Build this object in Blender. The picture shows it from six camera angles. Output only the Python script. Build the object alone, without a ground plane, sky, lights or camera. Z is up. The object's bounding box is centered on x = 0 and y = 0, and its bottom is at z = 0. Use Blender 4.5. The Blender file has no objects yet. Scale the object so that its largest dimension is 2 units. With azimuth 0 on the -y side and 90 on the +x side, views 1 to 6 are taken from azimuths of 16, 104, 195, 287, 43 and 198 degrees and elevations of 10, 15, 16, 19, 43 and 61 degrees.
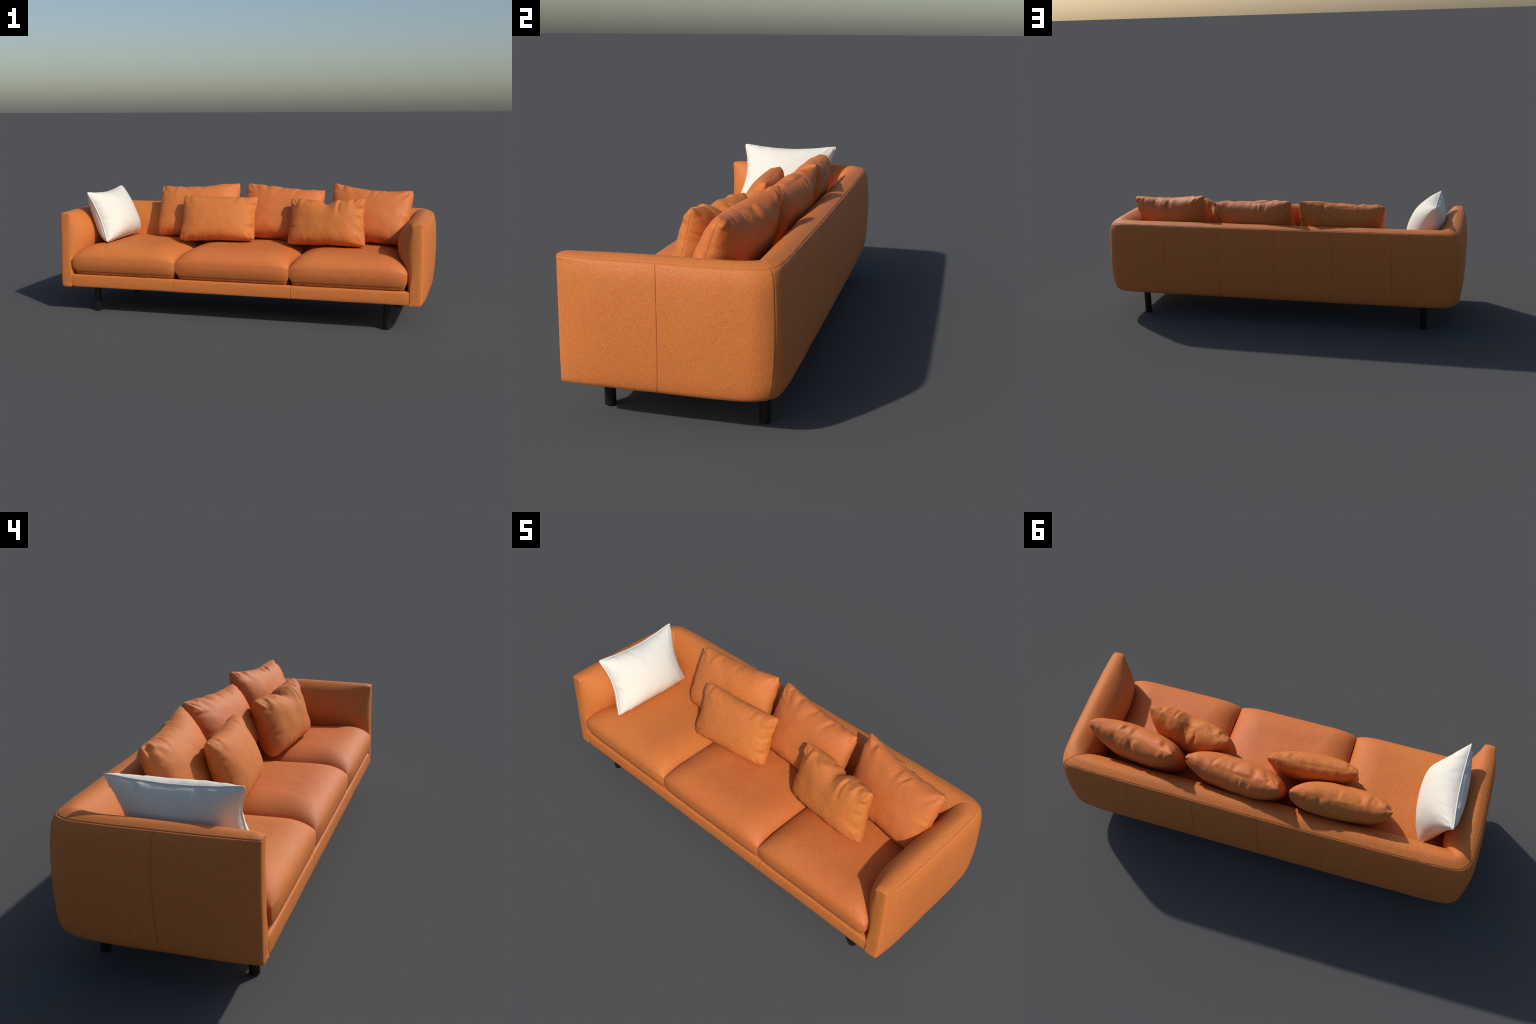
"""Three-seat upholstered sofa in tan-orange cloth with loose cushions and black tube legs."""
import bpy, bmesh, math
import numpy as np
from mathutils import Vector, noise

# ------------------------------------------------------------------ helpers
def pn(x, y=0.0, z=0.0):
    return noise.noise(Vector((x, y, z)))


def sstep(a, b, x):
    t = np.clip((x - a) / (b - a), 0, 1)
    return t * t * (3 - 2 * t)


def catmull(P, sub):
    """Catmull-Rom through the rows of P (n,k): sub samples per span, ends included."""
    P = np.asarray(P, float)
    Q = np.vstack([2 * P[0] - P[1], P, 2 * P[-1] - P[-2]])
    out = []
    for i in range(1, len(P)):
        p0, p1, p2, p3 = Q[i - 1], Q[i], Q[i + 1], Q[i + 2]
        for k in range(sub):
            t = k / sub
            out.append(0.5 * (2 * p1 + (p2 - p0) * t + (2 * p0 - 5 * p1 + 4 * p2 - p3) * t * t
                              + (3 * p1 - p0 - 3 * p2 + p3) * t ** 3))
    out.append(P[-1])
    return np.array(out)


def grid_normals(G):
    du, dv = np.gradient(G, axis=0), np.gradient(G, axis=1)
    n = np.cross(du, dv)
    return n / np.maximum(np.linalg.norm(n, axis=2, keepdims=True), 1e-9)


def grid_faces(bm, G, flip=False, seam_rows=(), seam_cols=()):
    """Add a grid of points as quads; returns the vertex grid."""
    n, m, _ = G.shape
    V = [[bm.verts.new(G[i, j]) for j in range(m)] for i in range(n)]
    for i in range(n - 1):
        for j in range(m - 1):
            q = [V[i][j], V[i + 1][j], V[i + 1][j + 1], V[i][j + 1]]
            f = bm.faces.new(q[::-1] if flip else q)
            if i in seam_rows or (j, 0) in seam_cols or any((j, k) in seam_cols for k in (1,) if i >= SEAM * SUB):
                f.material_index = 1
    return V


def finish(bm, name, mat, parent=None, merge=1e-5, smooth_angle=None, origin=None):
    bmesh.ops.remove_doubles(bm, verts=bm.verts, dist=merge)
    bmesh.ops.dissolve_degenerate(bm, edges=bm.edges, dist=1e-6)
    bmesh.ops.recalc_face_normals(bm, faces=bm.faces)
    me = bpy.data.meshes.new(name)
    if origin is not None:
        bmesh.ops.translate(bm, verts=bm.verts, vec=-Vector(origin))
    bm.to_mesh(me)
    bm.free()
    for p in me.polygons:
        p.use_smooth = True
    if smooth_angle:
        me.set_sharp_from_angle(angle=math.radians(smooth_angle))
    me.materials.append(mat)
    if any(p.material_index for p in me.polygons):
        me.materials.append(M_SEAM_SHADOW)
    ob = bpy.data.objects.new(name, me)
    bpy.context.scene.collection.objects.link(ob)
    if origin is not None:
        ob.location = origin
    ob.parent = parent
    return ob


# ------------------------------------------------------------------ materials
def nd(nt, kind, **kw):
    n = nt.nodes.new(kind)
    for k, v in kw.items():
        if k in n.inputs:
            n.inputs[k].default_value = v
        else:
            setattr(n, k, v)
    return n


def cloth(name, red, amber, dark, thread=1.0, grain=0.5, hue=0.5, rough=0.6, bump=0.2, spec=0.3):
    """Woven cloth: fine threads along the three axes; melange of a redder and a more amber yarn."""
    m = bpy.data.materials.new(name)
    m.use_nodes = True
    nt = m.node_tree
    L = nt.links.new
    bsdf = nt.nodes["Principled BSDF"]
    tc = nd(nt, "ShaderNodeTexCoord")

    def rng(src, lo, hi, to=1.0, start=0.0):
        r = nd(nt, "ShaderNodeMapRange")
        for k, v in (("From Min", lo), ("From Max", hi), ("To Min", start), ("To Max", to)):
            r.inputs[k].default_value = v
        L(src, r.inputs["Value"])
        return r.outputs[0]

    def math2(op, a, b):
        n = nd(nt, "ShaderNodeMath", operation=op)
        for k, v in enumerate((a, b)):
            if isinstance(v, (int, float)):
                n.inputs[k].default_value = v
            else:
                L(v, n.inputs[k])
        return n.outputs[0]

    yarn = []
    for i, sc in enumerate(((75, 400, 400), (400, 75, 400), (400, 400, 75))):
        mp = nd(nt, "ShaderNodeMapping")
        mp.inputs["Scale"].default_value = [q * thread for q in sc]
        mp.inputs["Location"].default_value = (3.1 * i, 7.7 * i, 1.3 * i)
        L(tc.outputs["Object"], mp.inputs["Vector"])
        nz = nd(nt, "ShaderNodeTexNoise", Scale=1.0, Detail=2.0, Roughness=0.6)
        L(mp.outputs[0], nz.inputs["Vector"])
        yarn.append(nz.outputs["Fac"])
    total = math2("ADD", math2("ADD", yarn[0], yarn[1]), yarn[2])
    weave = rng(total, 1.22, 1.78)
    # yarn hue: medium blotches plus the threads themselves
    mid = nd(nt, "ShaderNodeTexNoise", Scale=70.0, Detail=5.0, Roughness=0.75)
    L(tc.outputs["Object"], mid.inputs["Vector"])
    wide = nd(nt, "ShaderNodeTexNoise", Scale=7.0, Detail=3.0, Roughness=0.55)
    L(tc.outputs["Object"], wide.inputs["Vector"])
    tone = math2("ADD", math2("MULTIPLY", math2("SUBTRACT", yarn[0], yarn[2]), 1.4), math2("ADD", rng(mid.outputs["Fac"], 0.3, 0.7, 0.75), rng(wide.outputs["Fac"], 0.3, 0.7, 0.25)))
    tone = math2("ADD", math2("MULTIPLY", math2("SUBTRACT", tone, 0.5), hue * 2), 0.5)
    mix1 = nd(nt, "ShaderNodeMix", data_type="RGBA")
    mix1.inputs[6].default_value = (*red, 1)
    mix1.inputs[7].default_value = (*amber, 1)
    L(tone, mix1.inputs[0])
    mix2 = nd(nt, "ShaderNodeMix", data_type="RGBA")
    L(rng(weave, 0.80, 0.05, grain), mix2.inputs[0])
    L(mix1.outputs[2], mix2.inputs[6])
    mix2.inputs[7].default_value = (*dark, 1)
    L(mix2.outputs[2], bsdf.inputs["Base Color"])
    bp = nd(nt, "ShaderNodeBump", Strength=bump, Distance=0.0012)
    L(weave, bp.inputs["Height"])
    L(bp.outputs[0], bsdf.inputs["Normal"])
    bsdf.inputs["Roughness"].default_value = rough
    bsdf.inputs["Specular IOR Level"].default_value = spec
    return m


def plain(name, col, rough, spec=0.4):
    m = bpy.data.materials.new(name)
    m.use_nodes = True
    nt = m.node_tree
    b = nt.nodes["Principled BSDF"]
    tc = nd(nt, "ShaderNodeTexCoord")
    nz = nd(nt, "ShaderNodeTexNoise", Scale=220.0, Detail=2.0)
    nt.links.new(tc.outputs["Object"], nz.inputs["Vector"])
    mx = nd(nt, "ShaderNodeMix", data_type="RGBA")
    mx.inputs[6].default_value = (*[c * 0.85 for c in col], 1)
    mx.inputs[7].default_value = (*[c * 1.15 for c in col], 1)
    nt.links.new(nz.outputs["Fac"], mx.inputs[0])
    nt.links.new(mx.outputs[2], b.inputs["Base Color"])
    b.inputs["Roughness"].default_value = rough
    b.inputs["Specular IOR Level"].default_value = spec
    return m


RED_YARN, AMBER_YARN, DARK_YARN = (0.705, 0.170, 0.047), (0.635, 0.224, 0.036), (0.44, 0.136, 0.035)
M_SHELL = cloth("orange_upholstery", RED_YARN, AMBER_YARN, DARK_YARN, 1.1, 0.74, 0.55, rough=0.62, spec=0.33)
M_SEAT = cloth("orange_seat_cloth", (0.665, 0.154, 0.044), (0.615, 0.202, 0.038), (0.45, 0.128, 0.037), 0.9, 0.60, 0.65, rough=0.60, spec=0.38)
M_PILLOW = cloth("orange_pillow_cloth", (0.70, 0.167, 0.046), (0.61, 0.222, 0.036), (0.43, 0.138, 0.034), 0.9, 0.80, 0.66, rough=0.66)
M_WHITE = cloth("white_linen", (0.80, 0.760, 0.670), (0.82, 0.780, 0.685), (0.62, 0.58, 0.51), 1.2, 0.40, 0.4, rough=0.8, bump=0.3, spec=0.15)
M_SEAM_SHADOW = cloth("seam_painted_shadow", (0.56, 0.138, 0.039), (0.52, 0.165, 0.034), (0.32, 0.10, 0.03), 1.0, 0.4, 0.4, rough=0.7, spec=0.2)  # upholstery orange darkened on groove faces to paint in the seams' shadow line
M_LEG = plain("black_metal", (0.008, 0.008, 0.009), 0.45)

# ------------------------------------------------------------------ the sofa
sofa = bpy.data.objects.new("sofa", None)
bpy.context.scene.collection.objects.link(sofa)
sofa["label"] = "long low three-seat sofa in tan-orange cloth on black tube legs"
sofa["category"] = "sofa"

# Rails that run along the arm, round the corner and along the back (right half).
# z; z at the arm front; x at the arm front; x along the arm; corner x, y; back y near the corner; y at the centre
RAILS = [
    # inner side, bottom to top
    (0.150, 0.150, 0.914, 0.902, 0.902, 0.200, 0.200, 0.200),
    (0.220, 0.220, 0.915, 0.892, 0.892, 0.185, 0.185, 0.185),
    (0.300, 0.300, 0.928, 0.866, 0.868, 0.178, 0.178, 0.178),
    (0.360, 0.358, 0.932, 0.841, 0.850, 0.182, 0.182, 0.182),
    (0.415, 0.412, 0.934, 0.830, 0.842, 0.192, 0.192, 0.192),
    (0.470, 0.466, 0.931, 0.841, 0.848, 0.207, 0.207, 0.207),
    (0.515, 0.510, 0.925, 0.867, 0.864, 0.235, 0.235, 0.235),
    (0.543, 0.5375, 0.916, 0.902, 0.882, 0.260, 0.262, 0.262),
    # crest and top seam
    (0.554, 0.5425, 0.937, 0.938, 0.908, 0.280, 0.294, 0.296),
    (0.5415, 0.5415, 0.966, 0.974, 0.941, 0.310, 0.333, 0.339),
    # outer side, top to bottom
    (0.524, 0.524, 0.968, 0.986, 0.955, 0.320, 0.342, 0.346),
    (0.485, 0.485, 0.970, 0.995, 0.963, 0.327, 0.349, 0.353),
    (0.400, 0.400, 0.971, 1.000, 0.967, 0.331, 0.356, 0.3590),
    (0.300, 0.300, 0.972, 0.999, 0.969, 0.331, 0.357, 0.3600),
    (0.210, 0.210, 0.973, 0.994, 0.968, 0.326, 0.352, 0.3570),
    (0.166, 0.166, 0.973, 0.988, 0.961, 0.318, 0.347, 0.3505),
    (0.147, 0.147, 0.971, 0.980, 0.950, 0.309, 0.340, 0.3425),
    (0.1415, 0.1415, 0.963, 0.968, 0.935, 0.296, 0.329, 0.3315),
    (0.1415, 0.1415, 0.925, 0.915, 0.910, 0.285, 0.290, 0.2900),
    (0.150, 0.150, 0.914, 0.902, 0.902, 0.200, 0.200, 0.200),
]
N_INNER, SEAM = 8, 9
SUB = 5


def with_seams(vals, seams, w=0.0018):
    """Insert five rows (guard, edge, bottom, edge, guard) at each seam; returns values and groove depth 0..1."""
    v = [x for x in vals if all(abs(x - s) > 4.5 * w for s in seams)]
    flag = [0.0] * len(v)
    for s in seams:
        v += [s - 3 * w, s - w, s, s + w, s + 3 * w]
        flag += [0.0, 0.0, 1.0, 0.0, 0.0]
    o = np.argsort(v)
    return np.array(v)[o], np.array(flag)[o]


def rail_arm(r, ts):
    """Points of one rail from the arm front (0) to the corner mitre (1)."""
    i = RAILS.index(r)
    z, zf, xf, xm, xc, yc, ye, yb = r
    y0 = -0.337 - 0.005 * np.clip((0.45 - z) / 0.3, 0, 1)
    soft = i <= N_INNER
    pts = []
    for t in ts:
        if soft:                               # soft roll from the front face to the inner side
            f = math.sqrt(max(0.0, 1 - (1 - min(t / 0.40, 1)) ** 2))
        else:                                  # outer side swells quickly, then stays full
            f = 1 - (1 - min(t / 0.45, 1)) ** 4
        x = xf + (xm - xf) * f
        if not soft:                           # rounded front edge
            e = max(0.0, 1 - t / 0.016)
            x -= 0.009 * (1 - math.sqrt(max(0.0, 1 - e * e)))
            g = 0.35 * max(0.0, (t - 0.66) / 0.34) ** 2 + 0.65 * max(0.0, (t - 0.88) / 0.12) ** 2.5
        else:                                  # inner corner: small round
            g = max(0.0, (t - 0.80) / 0.20) ** 3
        x += (xc - xm) * g
        pts.append((x, y0 + (yc - y0) * t, zf + (z - zf) * float(0.6 * sstep(-0.02, 0.045, t) + 0.4 * sstep(0, 0.35, t))))
    return np.array(pts)


def rail_back(r, ss):
    """Points of one rail along the right half of the back: mitre (0) to centre (1)."""
    i = RAILS.index(r)
    z, zf, xf, xm, xc, yc, ye, yb = r
    pts = []
    for s in ss:
        x = xc * (1 - s)
        q = min(1.0, (xc - x) / 0.20)
        q1 = min(1.0, (xc - x) / 0.05)
        y = yc + (ye - yc) * (1 - 0.4 * (1 - q) ** 2.5 - 0.6 * (1 - q1) ** 2.5) + (yb - ye) * (1 - (x / xc) ** 2)
        pts.append((x, y, z))
    return np.array(pts)


def skin(rails, groove, depth=0.0026, seam_rows=True):
    """Interpolate across the rails. rails: (R, S, 3) -> grid (T, S, 3) with seam grooves."""
    R, S, _ = rails.shape
    prof = catmull(rails.reshape(R, S * 3), SUB).reshape(-1, S, 3)
    row = SEAM * SUB
    # narrow the rows next to the top seam to a groove
    base = prof.copy()
    d1 = base[row - 1] - base[row]
    d2 = base[row + 1] - base[row]
    prof[row - 1] = base[row] + d1 / np.linalg.norm(d1, axis=1, keepdims=True) * 0.0014
    prof[row + 1] = base[row] + d2 / np.linalg.norm(d2, axis=1, keepdims=True) * 0.0014
    prof[row - 2] = base[row] + d1 / np.linalg.norm(d1, axis=1, keepdims=True) * 0.0055
    prof[row + 2] = base[row] + d2 / np.linalg.norm(d2, axis=1, keepdims=True) * 0.0055
    n = grid_normals(prof)
    return prof, n, row


def soften(G, N, amp=0.0012, f=9.0, seed=0.0):
    for i in range(G.shape[0]):
        for j in range(G.shape[1]):
            p = G[i, j]
            G[i, j] = p + N[i, j] * amp * pn(p[0] * f + seed, p[1] * f, p[2] * f)


# which way do the normals of the skin point? outward for the outer rows (checked on the arm)
def outward(G, N, ref):
    row = (len(RAILS) - 8) * SUB
    j = G.shape[1] // 2
    return 1.0 if np.dot(N[row, j], ref) > 0 else -1.0


t_dense = np.concatenate([0.47 * (1 - np.cos(np.linspace(0, math.pi / 2, 44))), np.linspace(0.47, 0.9, 30)[1:], np.linspace(0.9, 0.99, 12)[1:], [0.9940, 0.9980, 1.0]])
t_arm, arm_flag = with_seams(t_dense, [0.488], 0.0019)
s_dense = np.concatenate([[0.0, 0.0014, 0.0045], np.linspace(0.01, 0.2, 24), np.linspace(0.2, 1, 56)[1:]])


def build_arm(side):
    rails = np.array([rail_arm(r, t_arm) for r in RAILS])
    G, N, row = skin(rails, arm_flag)
    sg = outward(G, N, (1, 0, 0))
    N = N * sg
    soften(G, N, seed=5.0 * side)
    G[row] -= N[row] * 0.0015
    for j, f in enumerate(arm_flag):
        if f:
            G[row + 2:, j] -= N[row + 2:, j] * 0.0013
    # mitre border sinks into a seam, except on the hidden rows
    G[N_INNER * SUB - 22:, -1] -= N[N_INNER * SUB - 22:, -1] * 0.0018
    # front face: rings drawn in towards an upright spine
    front = G[:, 0].copy()
    spine = np.stack([np.full(len(front), 0.948), front[:, 1], np.clip(front[:, 2], 0.158, 0.532)], 1)
    cols = []
    for c, dy in ((0.0, 0.0010), (0.35, 0.00095), (0.6, 0.0008), (0.8, 0.0005), (0.92, 0.0002), (0.975, 0.0001)):
        p = spine + (front - spine) * c
        p[:, 1] = front[:, 1] - dy
        cols.append(p)
    G = np.concatenate([np.stack(cols, 1), G], axis=1)
    if side < 0:
        G = G * np.array([-1, 1, 1])
    off = len(cols)
    cols_in = {(off + j + d, 1) for j, f in enumerate(arm_flag) if f for d in (-1, 0)} | {(G.shape[1] - 2, 1)}
    bm = bmesh.new()
    grid_faces(bm, G, seam_rows=(SEAM * SUB - 1, SEAM * SUB), seam_cols=cols_in)
    return finish(bm, "armrest", M_SHELL, sofa, smooth_angle=55), G


def build_back():
    seams_x = [0.0, 0.316, 0.634]
    # seams need rows of their own: parameter s of each seam on a mid-height rail
    s, flag = with_seams(s_dense, [1 - x / 0.967 for x in seams_x[1:]], 0.0014)
    s = np.append(s[s < 1 - 0.009], [1 - 0.0045, 1 - 0.0014, 1.0])
    flag = np.append(flag[: len(s) - 3], [0.0, 0.0, 1.0])
    half = np.array([rail_back(r, s) for r in RAILS])
    mir = half[:, ::-1][:, 1:] * np.array([-1, 1, 1])
    rails = np.concatenate([half, mir], axis=1)
    fl = np.concatenate([flag, flag[::-1][1:]])
    G, N, row = skin(rails, fl)
    sg = outward(G, N, (0, 1, 0))
    N = N * sg
    soften(G, N, seed=0.0)
    G[row] -= N[row] * 0.0015
    for j, f in enumerate(fl):
        if f:
            G[row + 2:, j] -= N[row + 2:, j] * 0.0011
    return G, N, [j for j, f in enumerate(fl) if f]


armR, GR = build_arm(1)
armL, GL = build_arm(-1)
GB, NB, SEAM_COLS = build_back()
# the back's end columns are the arms' mitre columns
GB[:, 0] = GR[:, -1]
GB[:, -1] = GL[:, -1]
bm = bmesh.new()
grid_faces(bm, GB, seam_rows=(SEAM * SUB - 1, SEAM * SUB), seam_cols={(j + d, 1) for j in SEAM_COLS for d in (-1, 0)} | {(0, 1), (GB.shape[1] - 2, 1)})
finish(bm, "backrest", M_SHELL, sofa, smooth_angle=55)

# front rail: a rounded bar swept along x with stitched joints
def build_rail():
    prof = [(-0.300, 0.209), (-0.326, 0.2115), (-0.338, 0.2095), (-0.342, 0.204), (-0.3437, 0.192),
            (-0.3445, 0.176), (-0.3442, 0.160), (-0.3425, 0.148), (-0.3385, 0.143), (-0.325, 0.1415), (-0.300, 0.1415)]
    P = catmull(prof, 3)
    xs, fl = with_seams(np.linspace(-0.911, 0.911, 90), [-0.316, 0.316], 0.0013)
    G = np.array([[(x, p[0], p[1]) for p in P] for x in xs])
    N = grid_normals(G)
    if N[5, len(P) // 2][1] > 0:
        N = -N
    lines = {i + d for i, f in enumerate(fl) if f for d in (-1, 0)}
    for i, x in enumerate(xs):
        e = 0.911 - abs(x)
        sink = 0.0022 * fl[i] + 0.0025 * max(0, 1 - e / 0.003) ** 2
        for j in range(len(P)):
            G[i, j] += N[i, j] * (-sink + 0.0009 * pn(x * 8, j * 0.2, 3.3))
    bm = bmesh.new()
    grid_faces(bm, G, seam_rows=lines)
    return finish(bm, "seat_rail", M_SHELL, sofa)


build_rail()

# seat base (deck) under the cushions
bm = bmesh.new()
bmesh.ops.create_cube(bm, size=1.0)
bmesh.ops.scale(bm, verts=bm.verts, vec=(1.83, 0.60, 0.062))
bmesh.ops.translate(bm, verts=bm.verts, vec=(0, -0.02, 0.1765))
finish(bm, "seat_base", M_SHELL, sofa, smooth_angle=30)

# seat cushions: a domed top with elliptical shoulders over a low boxed border
NOSE = 0.0135


def seat_cushion(x0, x1, seed, taper_left, taper_right, mat):
    y0, y1 = -0.346, 0.225
    nu, nv = 90, 80
    uu = np.sin(np.linspace(-math.pi / 2, math.pi / 2, nu))
    vv = np.sin(np.linspace(-math.pi / 2, math.pi / 2, nv))
    sh = lambda d, w: math.sqrt(max(0.0, 1 - (1 - min(d / w, 1.0)) ** 2))

    def edges(y):
        k = 0.030 * float(sstep(-0.32, -0.12, y))
        return x0 + (k if taper_left else 0), x1 - (k if taper_right else 0)

    def top(u, v):
        y = y0 + (y1 - y0) * (v + 1) / 2
        a, b = edges(y)
        x = a + (b - a) * (u + 1) / 2
        zs = 0.298 + 0.012 * float(sstep(-0.34, -0.10, y))
        du, dv = min(x - a, b - x), y - y0
        s = sh(du, 0.12 + 0.045 * float(sstep(-0.34, -0.1, y))) * sh(dv, 0.115) * sh(y1 - y, 0.045)
        crown = 0.3735 - 0.003 * float(sstep(-0.22, 0.0, y)) + 0.003 * (1 - u * u) * (1 - v * v)
        z = zs + (crown - zs) * s
        y -= NOSE * (1 - u ** 8) * (1 - min(1.0, dv / 0.14) ** 2) ** 2
        z += 0.0030 * s * pn(x * 6 + seed, y * 6) + 0.001 * s * pn(x * 19 + seed, y * 19, 2)
        return np.array((x, y, z))

    T = np.array([[top(u, v) for v in vv] for u in uu])
    bm = bmesh.new()
    grid_faces(bm, T)
    # border walls under the rim of the top
    loop = [T[i, 0] for i in range(nu)] + [T[-1, j] for j in range(1, nv)] + [T[i, -1] for i in range(nu - 2, -1, -1)] + [T[0, j] for j in range(nv - 2, -1, -1)]
    loop = np.array(loop)
    side = [1] * nu + [2] * (nv - 1) + [3] * (nu - 1) + [4] * (nv - 1)
    c = np.array(((x0 + x1) / 2, (y0 + y1) / 2))
    rows = []
    for f, out in ((0, 0), (0.07, 0.0004), (0.15, 0.0007), (0.3, 0.0010), (0.5, 0.0004), (0.7, -0.0012), (0.84, -0.0036), (0.93, -0.0064), (0.955, -0.0098), (0.98, -0.0092), (1.03, -0.0105), (1.10, -0.0150), (1.16, -0.0220), (1.165, -0.05)):
        ring = loop.copy()
        for k, p in enumerate(loop):
            zt = p[2]
            q = p.copy()
            q[2] = zt + (0.224 - zt) * f
            # draw the whole ring in or out about the centre so that corners stay true
            wob = 1 + 0.9 * pn(p[0] * 36 + seed, p[1] * 30, f * 2) if out > 0 else 1 + 0.12 * pn(p[0] * 40 + seed, p[1] * 40, 7)
            q[0] = c[0] + (p[0] - c[0]) * (1 + 0.7 * out / ((x1 - x0) / 2))
            q[1] = c[1] + (p[1] - c[1]) * (1 + out * wob / ((y1 - y0) / 2))
            front_ = 1 - min(1.0, (p[1] - y0 + NOSE) / 0.03)
            if front_ > 0:                       # the nose swells less towards the bottom seam
                q[1] += 0.6 * NOSE * max(0.0, 1 - (2 * (p[0] - x0) / (x1 - x0) - 1) ** 8) * float(sstep(0.2, 1.0, f)) * (1 if side[k] == 1 else 0)
            e = min(p[0] - x0, x1 - p[0])
            q[2] += 0.013 * max(0.0, 1 - e / 0.022) ** 2 * float(sstep(0.45, 1.0, f)) * (1 if f < 1.15 else 0)
            ring[k] = q
        rows.append(ring)
    grid_faces(bm, np.array(rows))
    return finish(bm, "seat_cushion", mat, sofa, merge=2e-5, smooth_angle=60)


seat_cushion(-0.899, -0.3085, 1.0, True, False, M_SHELL)
seat_cushion(-0.3065, 0.3065, 5.0, False, False, M_SEAT)
seat_cushion(0.3085, 0.899, 9.0, False, True, M_SEAT)

# legs
def leg_mesh():
    prof = [(0.0001, 0.0), (0.0155, 0.0), (0.0178, 0.0012), (0.0187, 0.004), (0.0187, 0.150)]
    bm = bmesh.new()
    n = 40
    G = np.array([[(r * math.cos(a), r * math.sin(a), z) for r, z in prof] for a in np.linspace(0, 2 * math.pi, n + 1)])
    grid_faces(bm, G)
    return bm


first = None
for sx in (-1, 1):
    for sy in (-1, 1):
        if first is None:
            first = finish(leg_mesh(), "leg", M_LEG, sofa, smooth_angle=40)
            ob = first
        else:
            ob = first.copy()
            bpy.context.scene.collection.objects.link(ob)
        ob.location = (0.797 * sx, 0.2605 * sy, 0)
        ob.parent = sofa


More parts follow.
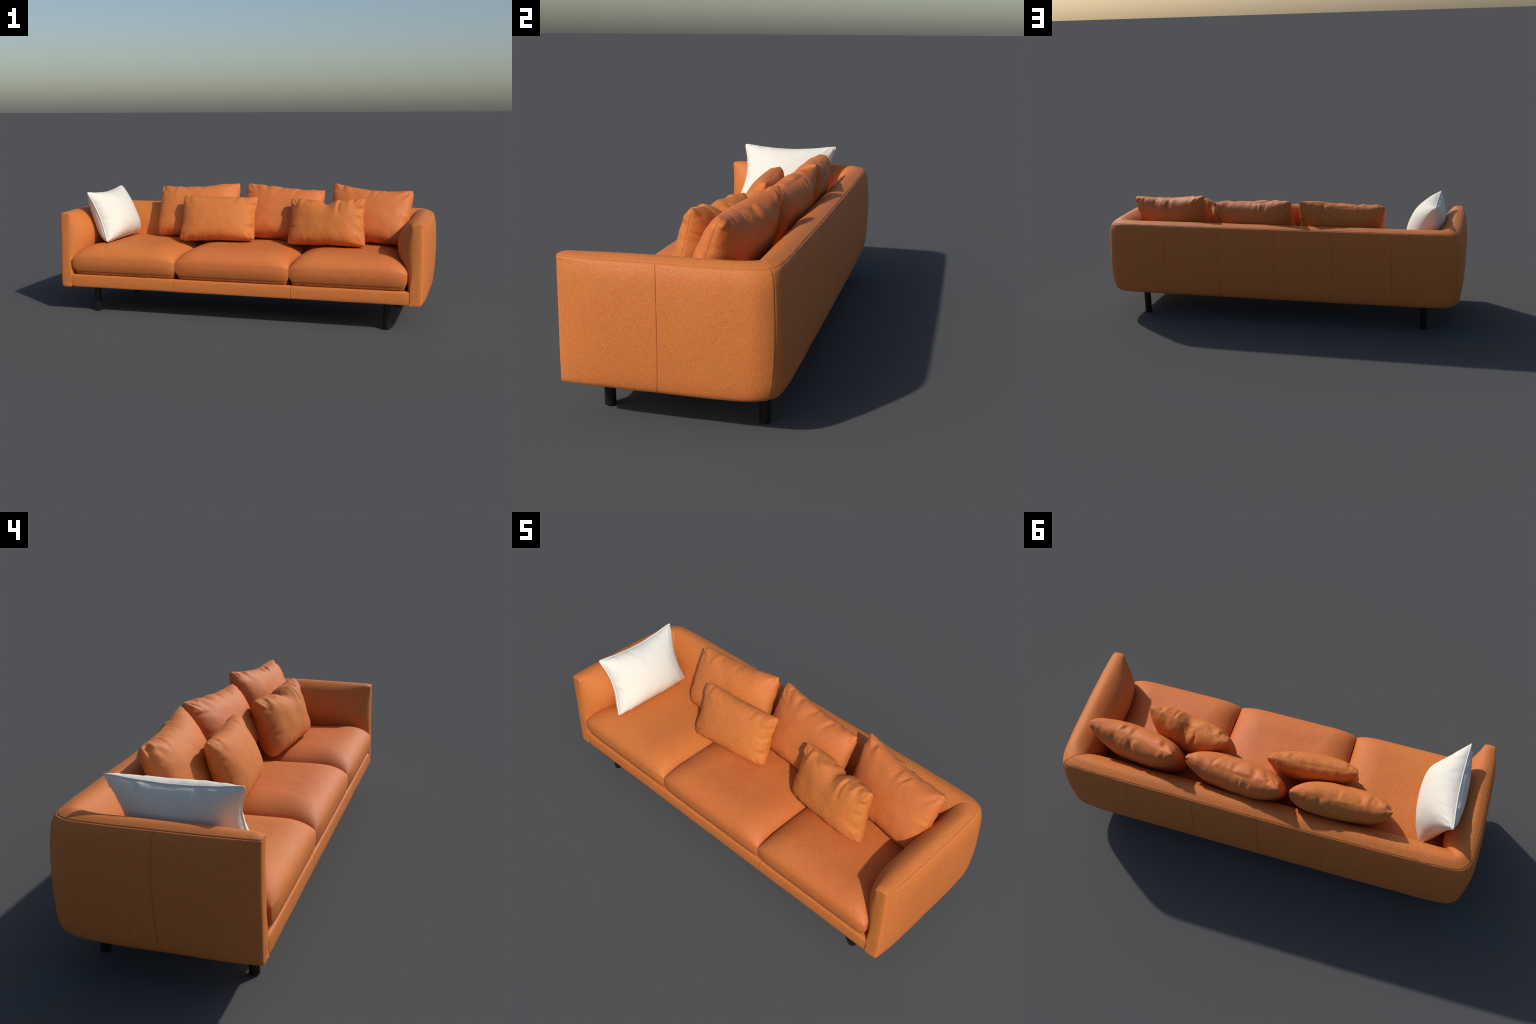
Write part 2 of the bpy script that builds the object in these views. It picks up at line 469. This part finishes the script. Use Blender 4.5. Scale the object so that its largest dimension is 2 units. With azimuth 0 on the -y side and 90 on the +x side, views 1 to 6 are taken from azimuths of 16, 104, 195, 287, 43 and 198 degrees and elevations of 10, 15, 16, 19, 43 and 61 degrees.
# ------------------------------------------------------------------ pillows
def pillow(name, mat, TL, TR, BL, BR, front, back, seed, dent=(0.02, 0.02), pleat=0.006, chop=0.0,
           piping=None, parent=None, power=(2.9, 3.6), fullness=0.5, taper=0.17, creases=8):
    """A stuffed pillow between four seam corners (as seen from its front).
    front/back: bulge of the two faces; dent: how far the edges draw in (sides, top/bottom)."""
    TL, TR, BL, BR = (np.array(p, float) for p in (TL, TR, BL, BR))
    TL, TR, BL, BR = (c + (c - o) * 0.02 for c, o in ((TL, TR), (TR, TL), (BL, BR), (BR, BL)))
    TL, TR, BL, BR = TL + (TL - BL) * 0.025, TR + (TR - BR) * 0.025, BL, BR
    W = (np.linalg.norm(TR - TL) + np.linalg.norm(BR - BL)) / 2
    H = (np.linalg.norm(TL - BL) + np.linalg.norm(TR - BR)) / 2
    right = (TR - TL + BR - BL) / 2
    up = (TL - BL + TR - BR) / 2
    nrm = np.cross(right, up)
    nrm /= np.linalg.norm(nrm)
    right /= np.linalg.norm(right)
    up /= np.linalg.norm(up)
    nu, nv = 120, 92
    th = np.linspace(-math.pi / 2, math.pi / 2, nu)
    ph = np.linspace(-math.pi / 2, math.pi / 2, nv)
    U, V = np.meshgrid(np.sin(th), np.sin(ph), indexing="ij")

    ku, kv = dent[0] / (W / 2), dent[1] / (H / 2)
    rag = np.zeros_like(U)
    for i in range(nu):
        for j in range(nv):
            rag[i, j] = pn(U[i, j] * W * 9 + seed, V[i, j] * H * 9, 8.0)
    U2 = U * (1 - ku * (1 - V ** 2) - 0.050 * (U * V) ** 6)
    V2 = V * (1 - np.where(V > 0, kv, 0.35 * kv) * (1 - U ** 2) - 0.060 * (U * V) ** 6)
    a, b = (U2[..., None] + 1) / 2, (V2[..., None] + 1) / 2
    P = (TL * (1 - a) + TR * a) * b + (BL * (1 - a) + BR * a) * (1 - b)
    # gathered outline
    edge = np.maximum(np.abs(U), np.abs(V)) ** 8
    P = P + (right * (-np.sign(U) * np.abs(U) ** 6)[..., None] + up * (-np.sign(V) * np.abs(V) ** 6)[..., None]) * (0.004 * pleat / 0.006 * np.abs(rag))[..., None]
    if chop:
        ch = chop * (0.75 * np.exp(-((U - 0.02) / 0.13) ** 2) + 0.25 * np.exp(-((U - 0.02) / 0.45) ** 2)) * np.clip((V + 1) / 2, 0, 1) ** 5
        P = P - up * ch[..., None]
    fu = np.clip(1 - np.abs(U) ** power[0], 0, 1) ** fullness
    fv = np.clip(1 - np.abs(V) ** np.where(V < 0, power[1] * 1.35, power[1]), 0, 1) ** fullness
    bm = bmesh.new()
    dU, dV = (1 - np.abs(U)) * W / 2, (1 - np.abs(V)) * H / 2
    for sgn, thick in ((1, front), (-1, back)):
        h = thick * fu * fv * (1 - taper * sstep(-0.25, 1.0, V)) * 1.06
        if chop:
            h = h * (1 - 0.30 * np.exp(-((U - 0.02) / 0.16) ** 2) * sstep(0.15, 1.0, V))
        G = P + nrm * (sgn * h)[..., None]
        N = grid_normals(G)
        if np.dot(N[nu // 2, nv // 2], nrm * sgn) < 0:
            N = -N
        X, Y = U * W / 2, V * H / 2
        sd = seed + 17 * (sgn + 1)
        rng = np.random.default_rng(int(sd * 10))
        soft = np.array([[pn(x * 8 + sd, y * 8, 1.5) + 0.5 * pn(x * 19 + sd, y * 19, 4.5) for x, y in zip(xr, yr)] for xr, yr in zip(X, Y)])
        D = 0.0034 * (pleat / 0.006) * soft
        # gathers: short sharp folds that start at the seam and die out in the cloth
        starts = []
        for k in range(creases):                               # along the top
            starts.append((rng.uniform(-0.96, 0.96), 1.0, -90 + rng.uniform(-42, 42), rng.choice((0.5, 0.8, 1.25))))
        for k in range(creases // 2):                          # along the bottom
            starts.append((rng.uniform(-0.95, 0.95), -1.0, 90 + rng.uniform(-30, 30), 0.6))
        for sx in (-1, 1):                                     # along the sides
            for k in range(max(3, creases // 2)):
                starts.append((sx * 1.0, rng.uniform(-0.9, 0.9), (180 if sx > 0 else 0) + rng.uniform(-25, 25), 0.6))
            starts.append((sx * 0.93, 0.90, -90 - sx * 42 + rng.uniform(-8, 8), 0.8))   # out of the corners
            starts.append((sx * 0.93, -0.90, 90 + sx * 42 + rng.uniform(-8, 8), 0.7))
        for u0, v0, ang, power_ in starts:
            x0, y0 = u0 * W / 2, v0 * H / 2
            ca, sa = math.cos(math.radians(ang)), math.sin(math.radians(ang))
            bend = rng.uniform(-5, 5)
            length = rng.uniform(0.04, 0.13) * (0.6 + 0.4 * power_)
            wid = rng.uniform(0.005, 0.013)
            amp = pleat * power_ * rng.uniform(0.25, 1.15)
            l = (X - x0) * ca + (Y - y0) * sa
            c = -(X - x0) * sa + (Y - y0) * ca + bend * l * l
            w_ = wid * (1 + np.clip(l, 0, 1) * 12)
            env = sstep(-0.004, 0.012, l) * np.clip(1 - l / length, 0, 1) ** 1.3
            side_ = 1 if rng.uniform() > 0.5 else -1
            D += amp * env * (-np.exp(-(c / w_) ** 2) + 0.75 * np.exp(-((c * side_ - 1.7 * w_) / (1.4 * w_)) ** 2))
        if chop:
            rays = np.cos(4.5 * (U - 0.02) / np.maximum(0.35, 1.3 - V) * 1.6)
            D += 0.0035 * rays * np.exp(-((U - 0.02) / 0.34) ** 2) * sstep(0.0, 0.75, V) * np.clip((1 - V) / 0.1, 0, 1)
        rim = np.clip(fu * fv * 5, 0, 1)
        G = G + N * (D * rim)[..., None]
        # sunken seam on the rim
        if piping is None:
            sink = np.zeros_like(U)
            sink[0], sink[-1], sink[:, 0], sink[:, -1] = 1, 1, 1, 1
            G = G - (right * (np.sign(U) * (np.abs(U) > 0.9999))[..., None] + up * (np.sign(V) * (V < -0.9999))[..., None]) * 0.0024
        grid_faces(bm, G, flip=sgn < 0)
    rim_path = [P[i, 0] for i in range(nu)] + [P[-1, j] for j in range(1, nv)] + [P[i, -1] for i in range(nu - 2, -1, -1)] + [P[0, j] for j in range(nv - 2, 0, -1)]
    centre = (TL + TR + BL + BR) / 4
    ob = finish(bm, name, mat, parent, merge=2e-5, origin=tuple(centre))
    if piping:
        cu = bpy.data.curves.new("piping", "CURVE")
        cu.dimensions = "3D"
        cu.bevel_depth = piping
        cu.bevel_resolution = 3
        sp = cu.splines.new("POLY")
        pts = np.array(rim_path) - centre
        keep = [pts[0]]
        for p in pts[1:]:
            if np.linalg.norm(p - keep[-1]) > 0.004:
                keep.append(p)
        sp.points.add(len(keep) - 1)
        for k, p in enumerate(keep):
            sp.points[k].co = (*p, 1)
        sp.use_cyclic_u = True
        tmp = bpy.data.objects.new("piping_curve", cu)
        bpy.context.scene.collection.objects.link(tmp)
        bpy.context.view_layer.update()
        me = bpy.data.meshes.new_from_object(tmp.evaluated_get(bpy.context.evaluated_depsgraph_get()))
        bpy.data.objects.remove(tmp)
        for p in me.polygons:
            p.use_smooth = True
        me.materials.clear()
        me.materials.append(mat)
        me.name = "piping"
        pip = bpy.data.objects.new("piping", me)
        bpy.context.scene.collection.objects.link(pip)
        pip.parent = ob
    return ob


# three large cushions leaning on the back
pillow("back_cushion", M_SEAT, (0.434, 0.214, 0.690), (0.876, 0.140, 0.662), (0.427, 0.100, 0.376), (0.858, 0.034, 0.372),
       0.077, 0.084, 11.0, dent=(0.012, 0.030), parent=sofa, pleat=0.0070)
pillow("back_cushion", M_SEAT, (-0.071, 0.239, 0.677), (0.389, 0.188, 0.649), (-0.085, 0.105, 0.377), (0.372, 0.070, 0.376),
       0.080, 0.080, 23.0, dent=(0.010, 0.020), parent=sofa, pleat=0.0070)
pillow("back_cushion", M_SHELL, (-0.580, 0.193, 0.651), (-0.120, 0.234, 0.676), (-0.565, 0.066, 0.378), (-0.100, 0.100, 0.378),
       0.080, 0.080, 37.0, dent=(0.010, 0.020), parent=sofa, pleat=0.0070)

# loose pillows standing in front of them
p1 = pillow("throw_pillow", M_PILLOW, (0.231, 0.040, 0.617), (0.641, -0.022, 0.633), (0.226, -0.034, 0.370), (0.653, -0.087, 0.379),
            0.070, 0.092, 51.0, dent=(0.016, 0.014), chop=0.030, pleat=0.0070)
p2 = pillow("throw_pillow", M_PILLOW, (-0.386, 0.030, 0.621), (0.035, 0.067, 0.616), (-0.384, -0.066, 0.372), (0.036, -0.026, 0.381),
            0.070, 0.064, 67.0, dent=(0.016, 0.014), pleat=0.0065)
p3 = pillow("white_throw_pillow", M_WHITE, (-0.844, -0.254, 0.650), (-0.847, 0.197, 0.652), (-0.728, -0.262, 0.378), (-0.730, 0.176, 0.374),
            0.092, 0.088, 83.0, dent=(0.038, 0.027), power=(2.2, 2.5), taper=0.16, pleat=0.0035, piping=0.0032, creases=7)
for p in (p1, p2):
    p["label"] = "rectangular tan-orange woven throw pillow with gathered seams"
    p["category"] = "pillow"
p3["label"] = "plump white linen throw pillow with piped edge"
p3["category"] = "pillow"
